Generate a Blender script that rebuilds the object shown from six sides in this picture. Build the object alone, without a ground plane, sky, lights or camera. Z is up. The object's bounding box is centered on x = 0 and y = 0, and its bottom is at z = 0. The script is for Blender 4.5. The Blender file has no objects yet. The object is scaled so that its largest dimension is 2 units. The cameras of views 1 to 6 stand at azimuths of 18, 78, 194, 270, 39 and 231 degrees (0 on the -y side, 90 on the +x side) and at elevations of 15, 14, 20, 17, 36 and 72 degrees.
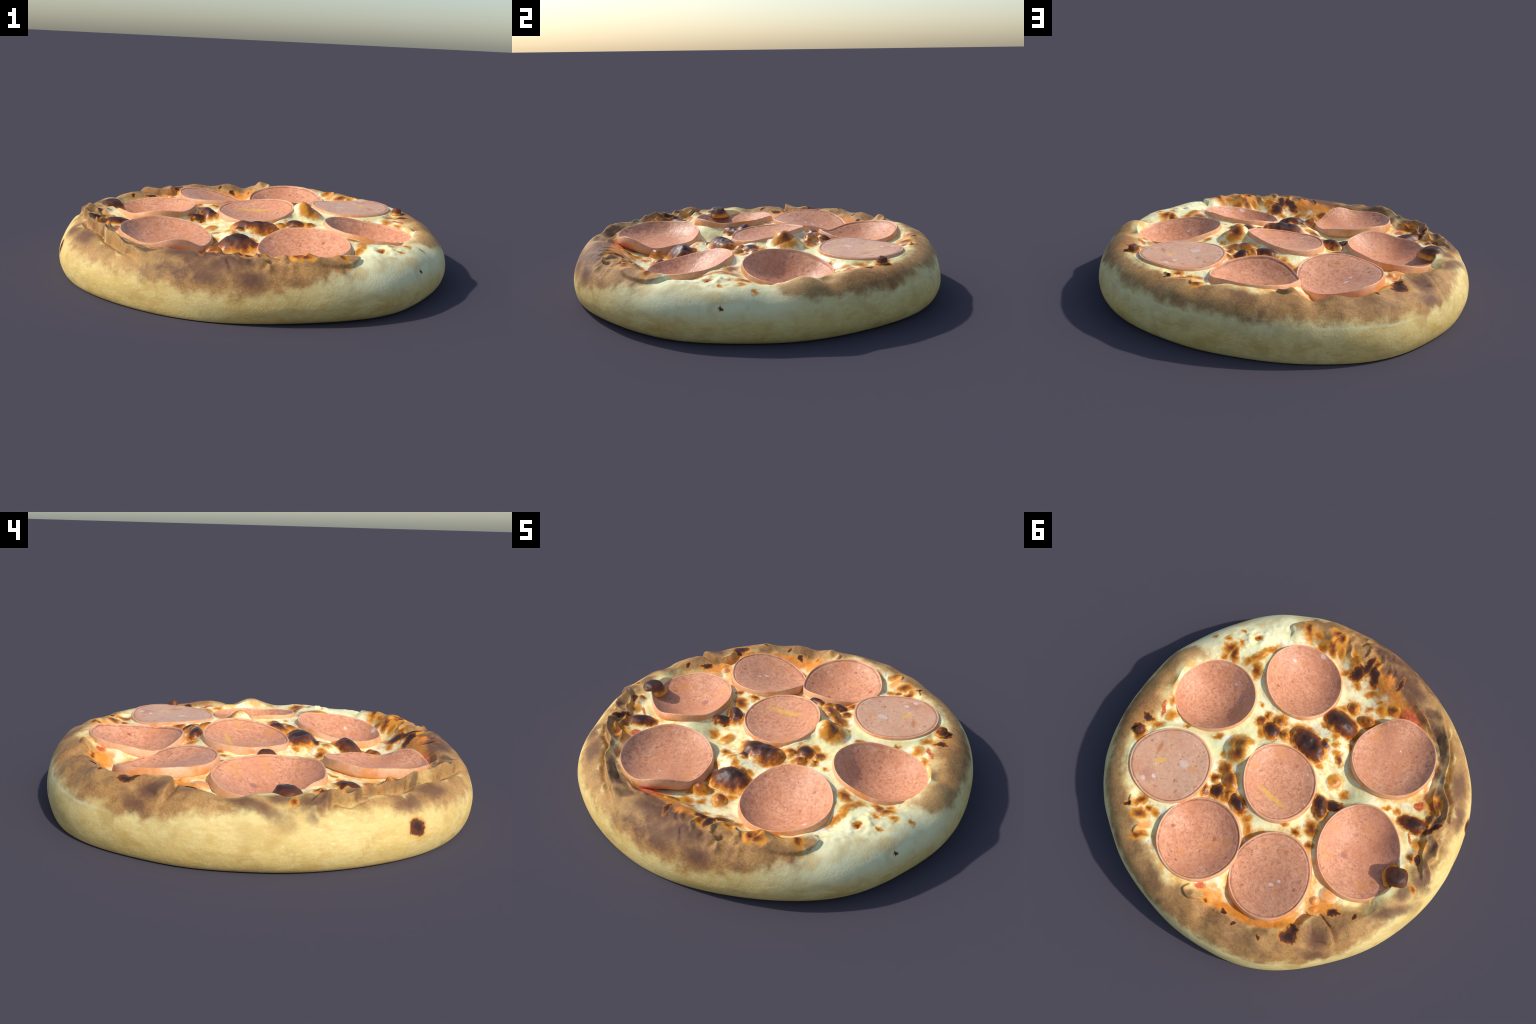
"""A thick little sausage pizza: puffy dough rim, melted cheese with baked blisters,
eight curled sausage slices.  Everything is computed from profiles, curves and rules."""
import bpy, math, random
import numpy as np

random.seed(7)
rng = np.random.default_rng(7)

# ------------------------------------------------------------------ helpers
def lattice(ix, iy, iz, seed):
    h = (ix * 374761393 + iy * 668265263 + iz * 2147483647 + seed * 974634777) & 0xFFFFFFFF
    h = ((h ^ (h >> 13)) * 1274126177) & 0xFFFFFFFF
    h = ((h ^ (h >> 16)) * 2246822519) & 0xFFFFFFFF
    return ((h ^ (h >> 15)) & 0xFFFF) / 32767.5 - 1.0

def noise(p, scale, seed=0, octaves=1):
    """smooth value noise in [-1, 1] for an (n, 3) array"""
    total, amp, norm = 0.0, 1.0, 0.0
    for o in range(octaves):
        q = p * scale * 2 ** o + 17.3 * (seed + o)
        i = np.floor(q).astype(np.int64)
        f = q - i
        f = f * f * f * (f * (f * 6 - 15) + 10)
        v = 0.0
        for dx in (0, 1):
            for dy in (0, 1):
                for dz in (0, 1):
                    w = (f[:, 0] if dx else 1 - f[:, 0]) * (f[:, 1] if dy else 1 - f[:, 1]) * (f[:, 2] if dz else 1 - f[:, 2])
                    v = v + w * lattice(i[:, 0] + dx, i[:, 1] + dy, i[:, 2] + dz, seed + o)
        total = total + amp * v
        norm += amp
        amp *= 0.5
    return total / norm

def smooth(a, b, x):
    t = np.clip((x - a) / (b - a), 0, 1)
    return t * t * (3 - 2 * t)

def around(angles, values, th):
    """smooth periodic interpolation of values given at angles (degrees)"""
    order = np.argsort(angles)
    a, v = np.radians(np.array(angles, float)[order]), np.array(values, float)[order]
    a = np.concatenate([a[-2:] - 2 * np.pi, a, a[:2] + 2 * np.pi])
    v = np.concatenate([v[-2:], v, v[:2]])
    th = (th - a[2]) % (2 * np.pi) + a[2]
    k = np.clip(np.searchsorted(a, th, side="right") - 1, 1, len(a) - 3)
    h = a[k + 1] - a[k]
    t = (th - a[k]) / h
    m0 = (v[k + 1] - v[k - 1]) / (a[k + 1] - a[k - 1]) * h
    m1 = (v[k + 2] - v[k]) / (a[k + 2] - a[k]) * h
    return (2 * t**3 - 3 * t**2 + 1) * v[k] + (t**3 - 2 * t**2 + t) * m0 + (-2 * t**3 + 3 * t**2) * v[k + 1] + (t**3 - t**2) * m1

def fourier(c, th):
    v = np.full_like(th, c[0])
    for k in range(1, (len(c) - 1) // 2 + 1):
        v = v + c[2 * k - 1] * np.cos(k * th) + c[2 * k] * np.sin(k * th)
    return v

def ang_dist(th, deg):
    return (th - math.radians(deg) + np.pi) % (2 * np.pi) - np.pi

def vertex_normals(v, quads):
    a, b, c, d = (v[quads[:, i]] for i in range(4))
    fn = np.cross(c - a, d - b)
    n = np.zeros_like(v)
    for i in range(4):
        np.add.at(n, quads[:, i], fn)
    l = np.linalg.norm(n, axis=1)[:, None]
    return n / np.where(l < 1e-12, 1, l)

def mesh_object(name, v, quads, normals=None, material=None, parent=None, origin=None):
    used, inv = np.unique(quads, return_inverse=True)
    quads = inv.reshape(quads.shape)
    v = v[used]
    o = np.zeros(3) if origin is None else np.array(origin, float)
    me = bpy.data.meshes.new(name)
    tri = (quads[:, 2] == quads[:, 3]) | (quads[:, 0] == quads[:, 1])
    counts = np.where(tri, 3, 4)
    rows = []
    loops = np.concatenate([np.array([q[0], *(x for i, x in enumerate(q[1:]) if x != q[i])]) for q in quads]) if tri.any() else quads.ravel()
    me.vertices.add(len(v)); me.loops.add(len(loops)); me.polygons.add(len(quads))
    me.vertices.foreach_set("co", (v - o).astype(np.float32).ravel())
    me.loops.foreach_set("vertex_index", loops.astype(np.int32))
    starts = np.concatenate([[0], np.cumsum(counts)[:-1]])
    me.polygons.foreach_set("loop_start", starts.astype(np.int32))
    me.update(calc_edges=True)
    me.validate()
    me.polygons.foreach_set("use_smooth", np.ones(len(me.polygons), bool))
    if normals is not None:
        me.normals_split_custom_set_from_vertices(normals[used].tolist())
    ob = bpy.data.objects.new(name, me)
    bpy.context.scene.collection.objects.link(ob)
    ob.location = o
    if material:
        me.materials.append(material)
    if parent:
        ob.parent = parent
    return ob

# ------------------------------------------------------------------ baked spots
# kinds: K charred, B dark brown, G golden, O orange oil, R red sauce, P soft purple-brown crust
SPOTS = []
def spot(kind, x, y, rx, ry, turn, lift):
    SPOTS.append((kind, x, y, rx, ry, math.radians(turn), lift))

spot('K', 0.701, 0.485, 0.031, 0.019, 63, 0.000)
spot('B', 0.665, 0.493, 0.033, 0.026, -30, 0.000)
spot('K', 0.712, 0.403, 0.033, 0.021, 8, 0.000)
spot('R', 0.708, 0.308, 0.048, 0.010, -53, 0.000)
spot('G', 0.654, 0.302, 0.027, 0.026, 15, 0.000)
spot('G', 0.719, 0.242, 0.023, 0.015, -33, 0.000)
spot('G', 0.645, 0.387, 0.024, 0.019, 88, 0.000)
spot('B', 0.784, -0.205, 0.034, 0.022, 52, 0.003)
spot('B', 0.735, -0.199, 0.033, 0.018, -49, 0.003)
spot('G', 0.769, -0.152, 0.018, 0.016, 49, 0.000)
spot('G', 0.655, -0.229, 0.028, 0.020, 52, 0.003)
spot('G', 0.645, -0.289, 0.051, 0.017, 86, 0.004)
spot('G', 0.639, -0.373, 0.051, 0.017, 84, 0.004)
spot('B', 0.579, -0.234, 0.039, 0.025, -37, 0.004)
spot('G', 0.397, -0.123, 0.014, 0.013, -35, 0.000)
spot('G', 0.394, 0.168, 0.024, 0.013, 52, 0.000)
spot('G', 0.551, 0.265, 0.013, 0.010, 48, 0.000)
spot('B', 0.316, -0.071, 0.028, 0.026, 51, 0.014)
spot('B', 0.260, -0.146, 0.031, 0.030, 54, 0.020)
spot('K', 0.244, -0.077, 0.048, 0.041, -37, 0.024)
spot('G', 0.273, -0.026, 0.026, 0.019, -37, 0.000)
spot('B', 0.324, -0.116, 0.019, 0.017, -37, 0.002)
spot('B', 0.180, -0.119, 0.028, 0.026, -39, 0.016)
spot('B', 0.275, 0.106, 0.041, 0.036, 50, 0.000)
spot('B', 0.234, 0.154, 0.038, 0.032, 78, 0.000)
spot('G', 0.251, 0.068, 0.024, 0.020, 51, 0.000)
spot('G', 0.288, 0.207, 0.014, 0.012, -33, 0.000)
spot('B', 0.217, 0.250, 0.032, 0.030, -26, 0.012)
spot('B', 0.150, 0.272, 0.049, 0.030, -22, 0.026)
spot('B', 0.204, 0.322, 0.024, 0.023, 39, 0.012)
spot('K', 0.139, 0.355, 0.037, 0.031, 49, 0.024)
spot('B', 0.091, 0.328, 0.033, 0.028, 50, 0.022)
spot('B', 0.181, 0.406, 0.025, 0.020, -33, 0.004)
spot('K', 0.020, 0.318, 0.049, 0.030, -9, 0.034)
spot('B', 0.352, 0.706, 0.033, 0.020, 85, 0.003)
spot('K', 0.382, 0.771, 0.023, 0.014, 73, 0.000)
spot('B', 0.738, -0.363, 0.016, 0.014, 51, 0.000)
spot('G', 0.758, -0.265, 0.020, 0.011, -36, 0.000)
spot('G', 0.835, -0.225, 0.018, 0.012, 52, 0.000)
spot('G', 0.827, -0.322, 0.012, 0.011, -34, 0.000)
spot('G', 0.897, -0.177, 0.014, 0.010, 52, 0.000)
spot('B', 0.599, -0.615, 0.045, 0.018, -34, 0.003)
spot('G', 0.535, -0.634, 0.022, 0.020, 59, 0.000)
spot('B', 0.477, -0.721, 0.025, 0.024, 66, 0.003)
spot('B', 0.437, -0.721, 0.032, 0.025, -41, 0.003)
spot('G', 0.476, -0.610, 0.032, 0.024, 54, 0.003)
spot('B', 0.436, -0.656, 0.032, 0.021, -40, 0.004)
spot('G', 0.387, -0.686, 0.028, 0.018, -40, 0.004)
spot('K', 0.220, -0.750, 0.057, 0.023, -73, 0.006)
spot('B', 0.195, -0.786, 0.023, 0.018, -43, 0.000)
spot('K', 0.232, -0.676, 0.043, 0.036, -43, 0.008)
spot('G', 0.284, -0.640, 0.022, 0.016, 55, 0.000)
spot('G', 0.300, -0.708, 0.040, 0.022, -40, 0.004)
spot('G', 0.182, -0.631, 0.022, 0.017, 56, 0.000)
spot('K', 0.156, -0.734, 0.051, 0.029, -41, 0.006)
spot('O', 0.085, -0.752, 0.058, 0.043, -43, 0.000)
spot('O', -0.009, -0.735, 0.046, 0.035, -44, 0.000)
spot('K', 0.029, -0.807, 0.048, 0.014, -63, 0.004)
spot('R', -0.124, -0.744, 0.042, 0.015, 14, 0.000)
spot('B', -0.056, -0.696, 0.032, 0.023, 56, 0.000)
spot('G', 0.096, -0.671, 0.032, 0.014, 53, 0.003)
spot('G', -0.011, -0.653, 0.031, 0.025, -44, 0.003)
spot('G', 0.030, -0.602, 0.021, 0.014, 54, 0.000)
spot('G', 0.035, -0.679, 0.021, 0.012, 54, 0.000)
spot('B', 0.096, -0.540, 0.034, 0.028, -43, 0.022)
spot('G', 0.131, -0.493, 0.021, 0.017, 55, 0.003)
spot('K', 0.056, -0.420, 0.105, 0.059, 10, 0.058)
spot('B', -0.018, -0.543, 0.042, 0.030, 18, 0.042)
spot('G', -0.047, -0.588, 0.014, 0.011, 57, 0.000)
spot('G', 0.093, -0.336, 0.025, 0.015, 19, 0.000)
spot('G', 0.013, -0.339, 0.026, 0.017, -40, 0.000)
spot('G', -0.029, -0.310, 0.024, 0.013, 53, 0.003)
spot('G', -0.056, -0.285, 0.017, 0.011, 54, 0.000)
spot('B', -0.096, -0.276, 0.031, 0.019, -40, 0.006)
spot('G', -0.076, -0.369, 0.018, 0.013, -40, 0.000)
spot('G', -0.070, -0.158, 0.014, 0.014, -47, 0.000)
spot('G', -0.181, -0.175, 0.035, 0.034, -80, 0.014)
spot('G', -0.268, -0.174, 0.023, 0.022, -56, 0.002)
spot('K', 0.062, -0.189, 0.106, 0.063, 0, 0.054)
spot('K', 0.012, -0.257, 0.029, 0.021, -40, 0.010)
spot('K', -0.250, -0.022, 0.061, 0.035, -39, 0.050)
spot('K', -0.286, -0.086, 0.047, 0.025, 42, 0.026)
spot('G', -0.212, 0.185, 0.020, 0.014, 53, 0.000)
spot('B', -0.285, 0.161, 0.021, 0.019, 55, 0.003)
spot('B', -0.316, 0.089, 0.034, 0.027, -39, 0.003)
spot('B', -0.375, 0.152, 0.021, 0.020, 60, 0.002)
spot('G', -0.466, -0.298, 0.020, 0.013, 54, 0.000)
spot('G', -0.511, -0.333, 0.020, 0.019, -66, 0.000)
spot('K', -0.618, -0.352, 0.072, 0.038, 32, 0.030)
spot('K', -0.703, -0.410, 0.048, 0.017, 78, 0.018)
spot('G', -0.720, -0.304, 0.033, 0.030, 68, 0.008)
spot('K', -0.780, -0.242, 0.023, 0.016, -44, 0.010)
spot('B', -0.752, -0.219, 0.020, 0.019, -77, 0.008)
spot('B', -0.614, -0.507, 0.035, 0.030, -51, 0.000)
spot('O', -0.550, -0.499, 0.049, 0.014, -41, 0.000)
spot('R', -0.556, -0.448, 0.032, 0.024, -45, 0.000)
spot('R', -0.666, -0.290, 0.034, 0.010, -41, 0.000)
spot('B', -0.875, -0.121, 0.019, 0.013, -43, 0.003)
spot('O', -0.618, 0.306, 0.020, 0.019, -88, 0.018)
spot('O', -0.636, 0.236, 0.039, 0.036, 26, 0.014)
spot('O', -0.657, 0.294, 0.078, 0.039, 53, 0.000)
spot('O', -0.649, 0.338, 0.019, 0.013, 53, 0.006)
spot('R', -0.484, 0.182, 0.040, 0.009, -38, 0.000)
spot('K', -0.722, 0.268, 0.029, 0.018, 53, 0.004)
spot('K', -0.806, 0.196, 0.015, 0.014, 89, 0.000)
spot('K', -0.683, 0.523, 0.041, 0.040, 59, -0.006)
spot('K', -0.669, 0.484, 0.025, 0.022, -39, -0.004)
spot('B', 0.293, 0.691, 0.015, 0.015, -9, 0.000)
spot('B', 0.294, 0.749, 0.033, 0.024, 49, 0.004)
spot('G', 0.253, 0.682, 0.021, 0.020, -9, 0.000)
spot('O', 0.227, 0.767, 0.033, 0.027, 47, 0.000)
spot('B', 0.202, 0.820, 0.033, 0.018, 62, 0.006)
spot('R', -0.200, 0.723, 0.029, 0.020, 51, 0.000)
spot('O', -0.271, 0.726, 0.042, 0.016, -36, 0.000)
spot('O', -0.349, 0.696, 0.065, 0.018, 45, 0.000)
spot('O', -0.468, 0.655, 0.077, 0.017, 21, 0.000)
spot('O', -0.577, 0.560, 0.090, 0.014, 48, 0.000)
spot('O', -0.277, 0.683, 0.046, 0.045, 9, 0.000)
spot('K', -0.376, 0.711, 0.016, 0.014, 49, 0.002)
spot('K', -0.464, 0.706, 0.011, 0.009, 50, 0.000)
spot('K', -0.595, 0.637, 0.019, 0.010, -11, 0.000)
spot('B', -0.274, 0.740, 0.012, 0.011, 9, 0.000)
spot('G', -0.071, 0.322, 0.027, 0.019, 52, 0.003)
spot('G', -0.112, 0.353, 0.034, 0.021, -36, 0.005)
spot('G', -0.214, 0.188, 0.017, 0.012, 53, 0.000)
spot('P', 0.093, -0.830, 0.063, 0.031, 30, 0.000)
spot('P', -0.053, -0.844, 0.106, 0.045, 3, 0.000)
spot('P', -0.210, -0.838, 0.059, 0.034, 13, 0.000)
spot('P', 0.232, -0.854, 0.094, 0.031, 13, 0.000)
spot('P', -0.606, -0.674, 0.091, 0.034, -42, 0.000)
spot('P', -0.365, -0.786, 0.109, 0.017, -41, 0.000)
spot('P', -0.871, -0.223, 0.085, 0.039, -42, 0.000)
spot('P', -0.910, 0.013, 0.163, 0.038, 67, 0.000)
spot('P', -0.787, 0.423, 0.057, 0.056, 70, 0.000)
spot('P', -0.655, -0.459, 0.070, 0.030, -55, 0)
spot('P', -0.748, -0.349, 0.050, 0.030, -45, 0)
spot('P', -0.574, -0.535, 0.050, 0.030, -67, 0)
spot('P', -0.761, -0.247, 0.040, 0.030, -42, 0)
spot('P', -0.481, -0.639, 0.060, 0.025, -37, 0)
spot('P', -0.315, -0.779, 0.090, 0.035, -22, 0)
spot('P', -0.415, -0.719, 0.070, 0.025, -30, 0)
spot('P', -0.861, -0.183, 0.060, 0.040, -78, 0)
spot('P', -0.857, -0.075, 0.060, 0.040, -85, 0)
spot('P', -0.084, -0.796, 0.090, 0.040, -6, 0)
spot('P', 0.029, -0.839, 0.100, 0.050, 2, 0)
spot('P', 0.295, -0.908, 0.080, 0.040, 18, 0)
spot('P', 0.183, -0.861, 0.070, 0.040, 42, 0)
spot('P', -0.180, -0.779, 0.060, 0.030, -13, 0)
spot('P', -0.610, -0.702, 0.090, 0.040, -41, 0)
spot('P', -0.741, -0.579, 0.090, 0.035, -52, 0)
spot('P', -0.743, -0.335, 0.028, 0.018, -66, 0)
spot('P', -0.693, -0.400, 0.030, 0.012, -30, 0)
spot('P', -0.592, -0.515, 0.022, 0.016, -49, 0)
spot('P', -0.700, -0.455, 0.060, 0.022, -52, 0)
spot('P', -0.636, -0.534, 0.060, 0.020, -50, 0)
spot('P', -0.786, -0.350, 0.050, 0.020, -66, 0)
spot('P', -0.541, -0.623, 0.050, 0.016, -41, 0)
spot('P', -0.413, -0.745, 0.060, 0.016, -41, 0)
spot('P', -0.760, -0.249, 0.020, 0.012, -72, 0)
spot('P', -0.831, 0.470, 0.085, 0.022, 228, 0)  # dark stripe drawn in colour along the flap's underside edge
spot('W', -0.764, -0.441, 0.045, 0.012, -50, 0)
spot('W', -0.709, -0.554, 0.050, 0.011, -52, 0)
spot('W', -0.861, -0.339, 0.035, 0.011, -78, 0)
spot('W', -0.563, -0.648, 0.045, 0.010, -41, 0)
spot('W', -0.485, -0.746, 0.050, 0.010, -48, 0)
spot('W', -0.359, -0.847, 0.050, 0.009, -48, 0)
spot('W', -0.922, -0.230, 0.045, 0.011, -96, 0)
spot('O', -0.110, -0.735, 0.130, 0.055, 12, 0)
spot('R', -0.145, -0.735, 0.070, 0.026, 12, 0.010)
spot('R', -0.061, -0.700, 0.036, 0.026, 20, 0.012)
spot('R', -0.20, -0.725, 0.03, 0.02, 20, 0)
spot('O', -0.655, -0.42, 0.05, 0.02, -60, 0)
# ------------------------------------------------------------------ the pizza's measures
OUTER = [0.9970, 0.0046, 0.0004, 0.0052, -0.0012, 0.0038, -0.0037, -0.0121, -0.0011, -0.0027, -0.0047, 0.0031, 0.0018, -0.0001, -0.0007, 0.0035, 0.0011]
CREST = [0.2617, -0.0099, 0.0082, -0.0107, -0.0012, -0.0055, -0.0017, 0.0019, 0.0002, 0.0029, 0.0023]
FOOT = [0.9516, -0.0213, -0.0057, -0.008, -0.0079]
CREST_AT, BULGE, LOW_ROUND, HIGH_ROUND = 0.8576, 0.0874, 1.7453, 1.9801

# where the dough rim ends and the cheese begins: angle, radius
INNER = dict(a=[-20, -28, -40, -54, -65, -74, -88, -98, -111, -120, -131, -137, -146, -158, -166, -173, 178, 169, 160, 152, 146, 138, 126, 116, 110, 104, 98, 87, 79, 70, 62, 52, 42, 35, 28, 21, 15, 5, -3, -10],
             r=[.84, .835, .82, .767, .743, .728, .70, .728, .773, .82, .804, .75, .75, .80, .78, .825, .82, .787, .73, .745, .771, .80, .79, .768, .755, .762, .82, .822, .813, .81, .819, .844, .853, .825, .757, .778, .79, .827, .802, .80])

# heights of the melted cheese at places between the slices
CHEESE = []
def level(x, y, z):
    CHEESE.append((x, y, z))
level(.236, -.045, .258); level(.382, .163, .258); level(.261, -.089, .255); level(.181, -.12, .252); level(.58, -.232, .25)
level(.633, -.335, .253); level(.736, -.199, .241); level(.656, .298, .245); level(.694, .322, .246); level(.099, -.543, .175)
level(-.013, -.543, .182); level(.098, -.671, .178); level(.133, -.491, .177); level(.164, -.502, .168); level(-.183, -.179, .208)
level(-.267, -.175, .188); level(-.085, -.269, .215); level(-.012, -.321, .25); level(-.071, -.155, .23); level(-.284, .162, .255)
level(-.375, .154, .25); level(-.315, .091, .248); level(.029, .31, .265); level(.129, .35, .265); level(.228, .259, .258)
level(.238, .722, .244); level(-.671, -.263, .245); level(-.725, -.292, .236); level(-.486, -.31, .228); level(-.83, .03, .268); level(-.79, -.21, .258); level(-.061, -.695, .2)
level(-.137, -.739, .215); level(.219, -.765, .257); level(.018, -.79, .253); level(.33, -.73, .252); level(.45, -.66, .252); level(.842, .044, .268); level(.56, .62, .272); level(.30, .79, .272); level(-.06, -.33, .235)

# slices: centre, mean radius + waves 2..3, rim height waves, height of the middle of the bowl, bowl power
SLICES = []
def slice_of(x, y, radius, rim, floor, power, thick, lean=(0, 0)):
    SLICES.append((x, y, radius, rim, floor, power, thick, lean))

def bowl(s, q, t, zr, rr_):
    """height of a slice's upper face at relative radius q"""
    _, _, _, _, floor, power, _, lean = s
    return floor + (zr - floor) * q ** power + (lean[0] * np.cos(t) + lean[1] * np.sin(t)) * rr_ * q * (1 - q * q)
slice_of(.603, .039, [.2205, 0, 0, .0027, .0055, -.002, -.0022], [.2545, -.0309, -.0082, .0028, .0008, -.0011, .0017, 0, 0, 0, 0, -.0015, .0009], .143, 2.2, .058, (-.04, -.08))
slice_of(.376, -.401, [.217, 0, 0, .003, -.006, .004, 0], [.246, .013, .033, -.003, -.003, .001, 0, -.002, -.001], .156, 2.1, .056, (.06, .22))
slice_of(.4132, .4673, [.2126, 0, 0, .0013, .0041, -.0003, .0034], [.2753, 0, .0012, .002, .006, -.0026, -.0017], .274, 2.0, .060)
slice_of(-.017, .0697, [.2028, 0, 0, .0025, -.0107, .003, -.0009], [.2906, .0153, .0228, .0052, .007, .0009, 0], .247, 2.4, .056, (0, .10))
slice_of(-.2778, -.5062, [.2234, 0, 0, -.0061, 0, -.0009, .002], [.259, -.0245, .0014, -.0064, -.0082, -.005, -.0037, -.0048, .0033, -.0008, .0039, .0019, .0035], .200, 3.0, .060)
slice_of(-.0004, .5869, [.2179, 0, 0, -.0004, -.0016, .0025, .0006], [.2737, .0011, .0125, -.0157, -.0068, -.003, .0049, .0025, -.0015, -.0012, 0, .0017, .0007], .186, 2.2, .058, (0, .10))
slice_of(-.378, .4082, [.2177, 0, 0, -.0043, -.0074, -.0017, .0027], [.2622, -.0166, -.0235, .007, -.0147, .0019, -.0013, .0012, .0009, .0008, -.0008, 0, 0], .222, 1.9, .062, (-.12, -.16))
slice_of(-.5613, -.03, [.232, 0, 0, -.0015, -.0166, -.0027, .0008], [.2656, .0235, -.0016, -.0095, -.0006, .0024, .0013, -.0045, -.0008, .0017, .0039, .0031, -.0019], .181, 2.2, .056, (.03, .13))

def swell(th, deg, width):
    return np.exp(-(np.degrees(ang_dist(th, deg)) / width) ** 2)

def outer_radius(th):
    return fourier(OUTER, th) + .018 * swell(th, 163, 12) + .006 * swell(th, 80, 8) - .004 * swell(th, 116, 8) - .010 * swell(th, -15, 12) - .008 * swell(th, -45, 13) + .004 * swell(th, -75, 14) + .004 * swell(th, -140, 12) - .004 * swell(th, 55, 14)

def crest_height(th):
    return fourier(CREST, th) + .020 * swell(th, 22, 14) + .012 * swell(th, 0, 8) + .007 * swell(th, 46, 14) + .010 * swell(th, -35, 16) + .005 * swell(th, 178, 10) - .010 * swell(th, -146, 12) - .016 * swell(th, -124, 12) + .014 * swell(th, 129, 13) + .013 * swell(th, -12, 9) - .006 * swell(th, 156, 8)

def foot(th):
    return fourier(FOOT, th) - .028 * swell(th, -54, 16) - .012 * swell(th, -178, 22) + .022 * swell(th, 0, 34) + .016 * swell(th, 60, 40) + .012 * swell(th, -88, 16) + .01 * swell(th, 115, 20)

# ------------------------------------------------------------------ height of the top
th_ring = np.radians(np.arange(-180, 180, 12.0))
CP = list(CHEESE)
SHOWN_SKIN = [.026, .034, .024, .044, .052, .036, .046, .042]     # how much of each slice stands clear of the cheese
for i, (sx, sy, sr, rim, *_) in enumerate(SLICES):
    for a in np.radians(np.arange(0, 360, 24)):
        t1 = np.array([a])
        rad1 = float(fourier(sr, t1)[0]) + .022
        q = (sx + rad1 * math.cos(a), sy + rad1 * math.sin(a))
        if math.hypot(*q) > .80 or min(math.hypot(q[0] - c[0], q[1] - c[1]) for c in CHEESE) < .06:
            continue
        if any(j != i and math.hypot(q[0] - o[0], q[1] - o[1]) < o[2][0] + .005 for j, o in enumerate(SLICES)):
            continue
        CP.append((*q, float(fourier(rim, t1)[0]) - SHOWN_SKIN[i]))
for a in range(-180, 180, 8):                       # the rim rises quickly from the cheese
    t1 = np.array([math.radians(a)])
    r1 = float(around(INNER["a"], INNER["r"], t1)[0]) + .055
    if r1 < .835 and not 105 < a < 117:
        CP.append((r1 * math.cos(t1[0]), r1 * math.sin(t1[0]), float(crest_height(t1)[0]) - .012))
inner_ring = around(INNER["a"], INNER["r"], th_ring)
for t, ri in zip(th_ring, inner_ring):
    R = float(outer_radius(np.array([t]))[0]); Z = float(crest_height(np.array([t]))[0])
    CP.append((R * CREST_AT * math.cos(t), R * CREST_AT * math.sin(t), Z - 0.004))
    CP.append((R * (CREST_AT + .04) * math.cos(t), R * (CREST_AT + .04) * math.sin(t), Z - 0.006))
CP = np.array(CP)

def tps(d2):
    return 0.5 * d2 * np.log(np.maximum(d2, 1e-12))

n = len(CP)
A = np.zeros((n + 3, n + 3))
A[:n, :n] = tps(((CP[:, None, :2] - CP[None, :, :2]) ** 2).sum(-1)) + 4e-4 * np.eye(n)
A[:n, n] = 1; A[:n, n + 1:] = CP[:, :2]; A[n:, :n] = A[:n, n:].T
WTS = np.linalg.solve(A, np.r_[CP[:, 2], 0, 0, 0])

def sheet(x, y):
    out = WTS[n] + WTS[n + 1] * x + WTS[n + 2] * y
    for i in range(n):
        out = out + WTS[i] * tps((x - CP[i, 0]) ** 2 + (y - CP[i, 1]) ** 2)
    return out

def spot_distance(s, x, y):
    _, sx, sy, rx, ry, turn, lift = s
    c, si = math.cos(turn), math.sin(turn)
    u, v = (x - sx) * c + (y - sy) * si, -(x - sx) * si + (y - sy) * c
    return np.sqrt((u / rx) ** 2 + (v / ry) ** 2)

# ------------------------------------------------------------------ polar grid
NT = 1280
THETA = np.linspace(-np.pi, np.pi, NT, endpoint=False)
top_f = np.concatenate([np.linspace(0.004, 0.74, 190), np.linspace(0.74, 1.0, 110)[1:]])   # 0..1 = centre..crest
side_a = np.linspace(0, np.pi / 2, 84)[1:]                                                  # crest .. bulge
low_a = np.linspace(np.pi / 2, 0, 26)[1:]                                                   # bulge .. foot
under_f = np.linspace(1, 0.02, 14)[1:]

R = outer_radius(THETA); ZC = crest_height(THETA); FT = foot(THETA)
SHOULDER = HIGH_ROUND + .45 * swell(THETA, 82, 18) - .15 * swell(THETA, 125, 18) - .25 * swell(THETA, -153, 12)
rings_r, rings_z, rings_top = [], [], []
for f in top_f:
    rings_r.append(R * CREST_AT * f); rings_z.append(None)
zc_real = sheet(R * CREST_AT * np.cos(THETA), R * CREST_AT * np.sin(THETA))
for a in side_a:
    c, s = math.cos(a), math.sin(a)
    rings_r.append(R * (CREST_AT + (1 - CREST_AT) * s ** (2 / SHOULDER)))
    rings_z.append(BULGE + (zc_real - BULGE) * max(c, 0) ** (2 / SHOULDER))
for a in low_a:
    c, s = math.cos(a), math.sin(a)
    rings_r.append(R * (FT + (1 - FT) * s ** (2 / LOW_ROUND)))
    rings_z.append(BULGE * (1 - c ** (2 / LOW_ROUND)) * np.ones(NT))
for f in under_f:
    rings_r.append(R * FT * f); rings_z.append(np.zeros(NT))
NR = len(rings_r)
RR = np.array(rings_r)
TT = np.broadcast_to(THETA, RR.shape)
X, Y = RR * np.cos(TT), RR * np.sin(TT)
nt_top = len(top_f)
ZZ = np.zeros_like(RR)
ZZ[:nt_top] = sheet(X[:nt_top].ravel(), Y[:nt_top].ravel()).reshape(nt_top, NT)
for k in range(nt_top, NR):
    ZZ[k] = rings_z[k]

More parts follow.
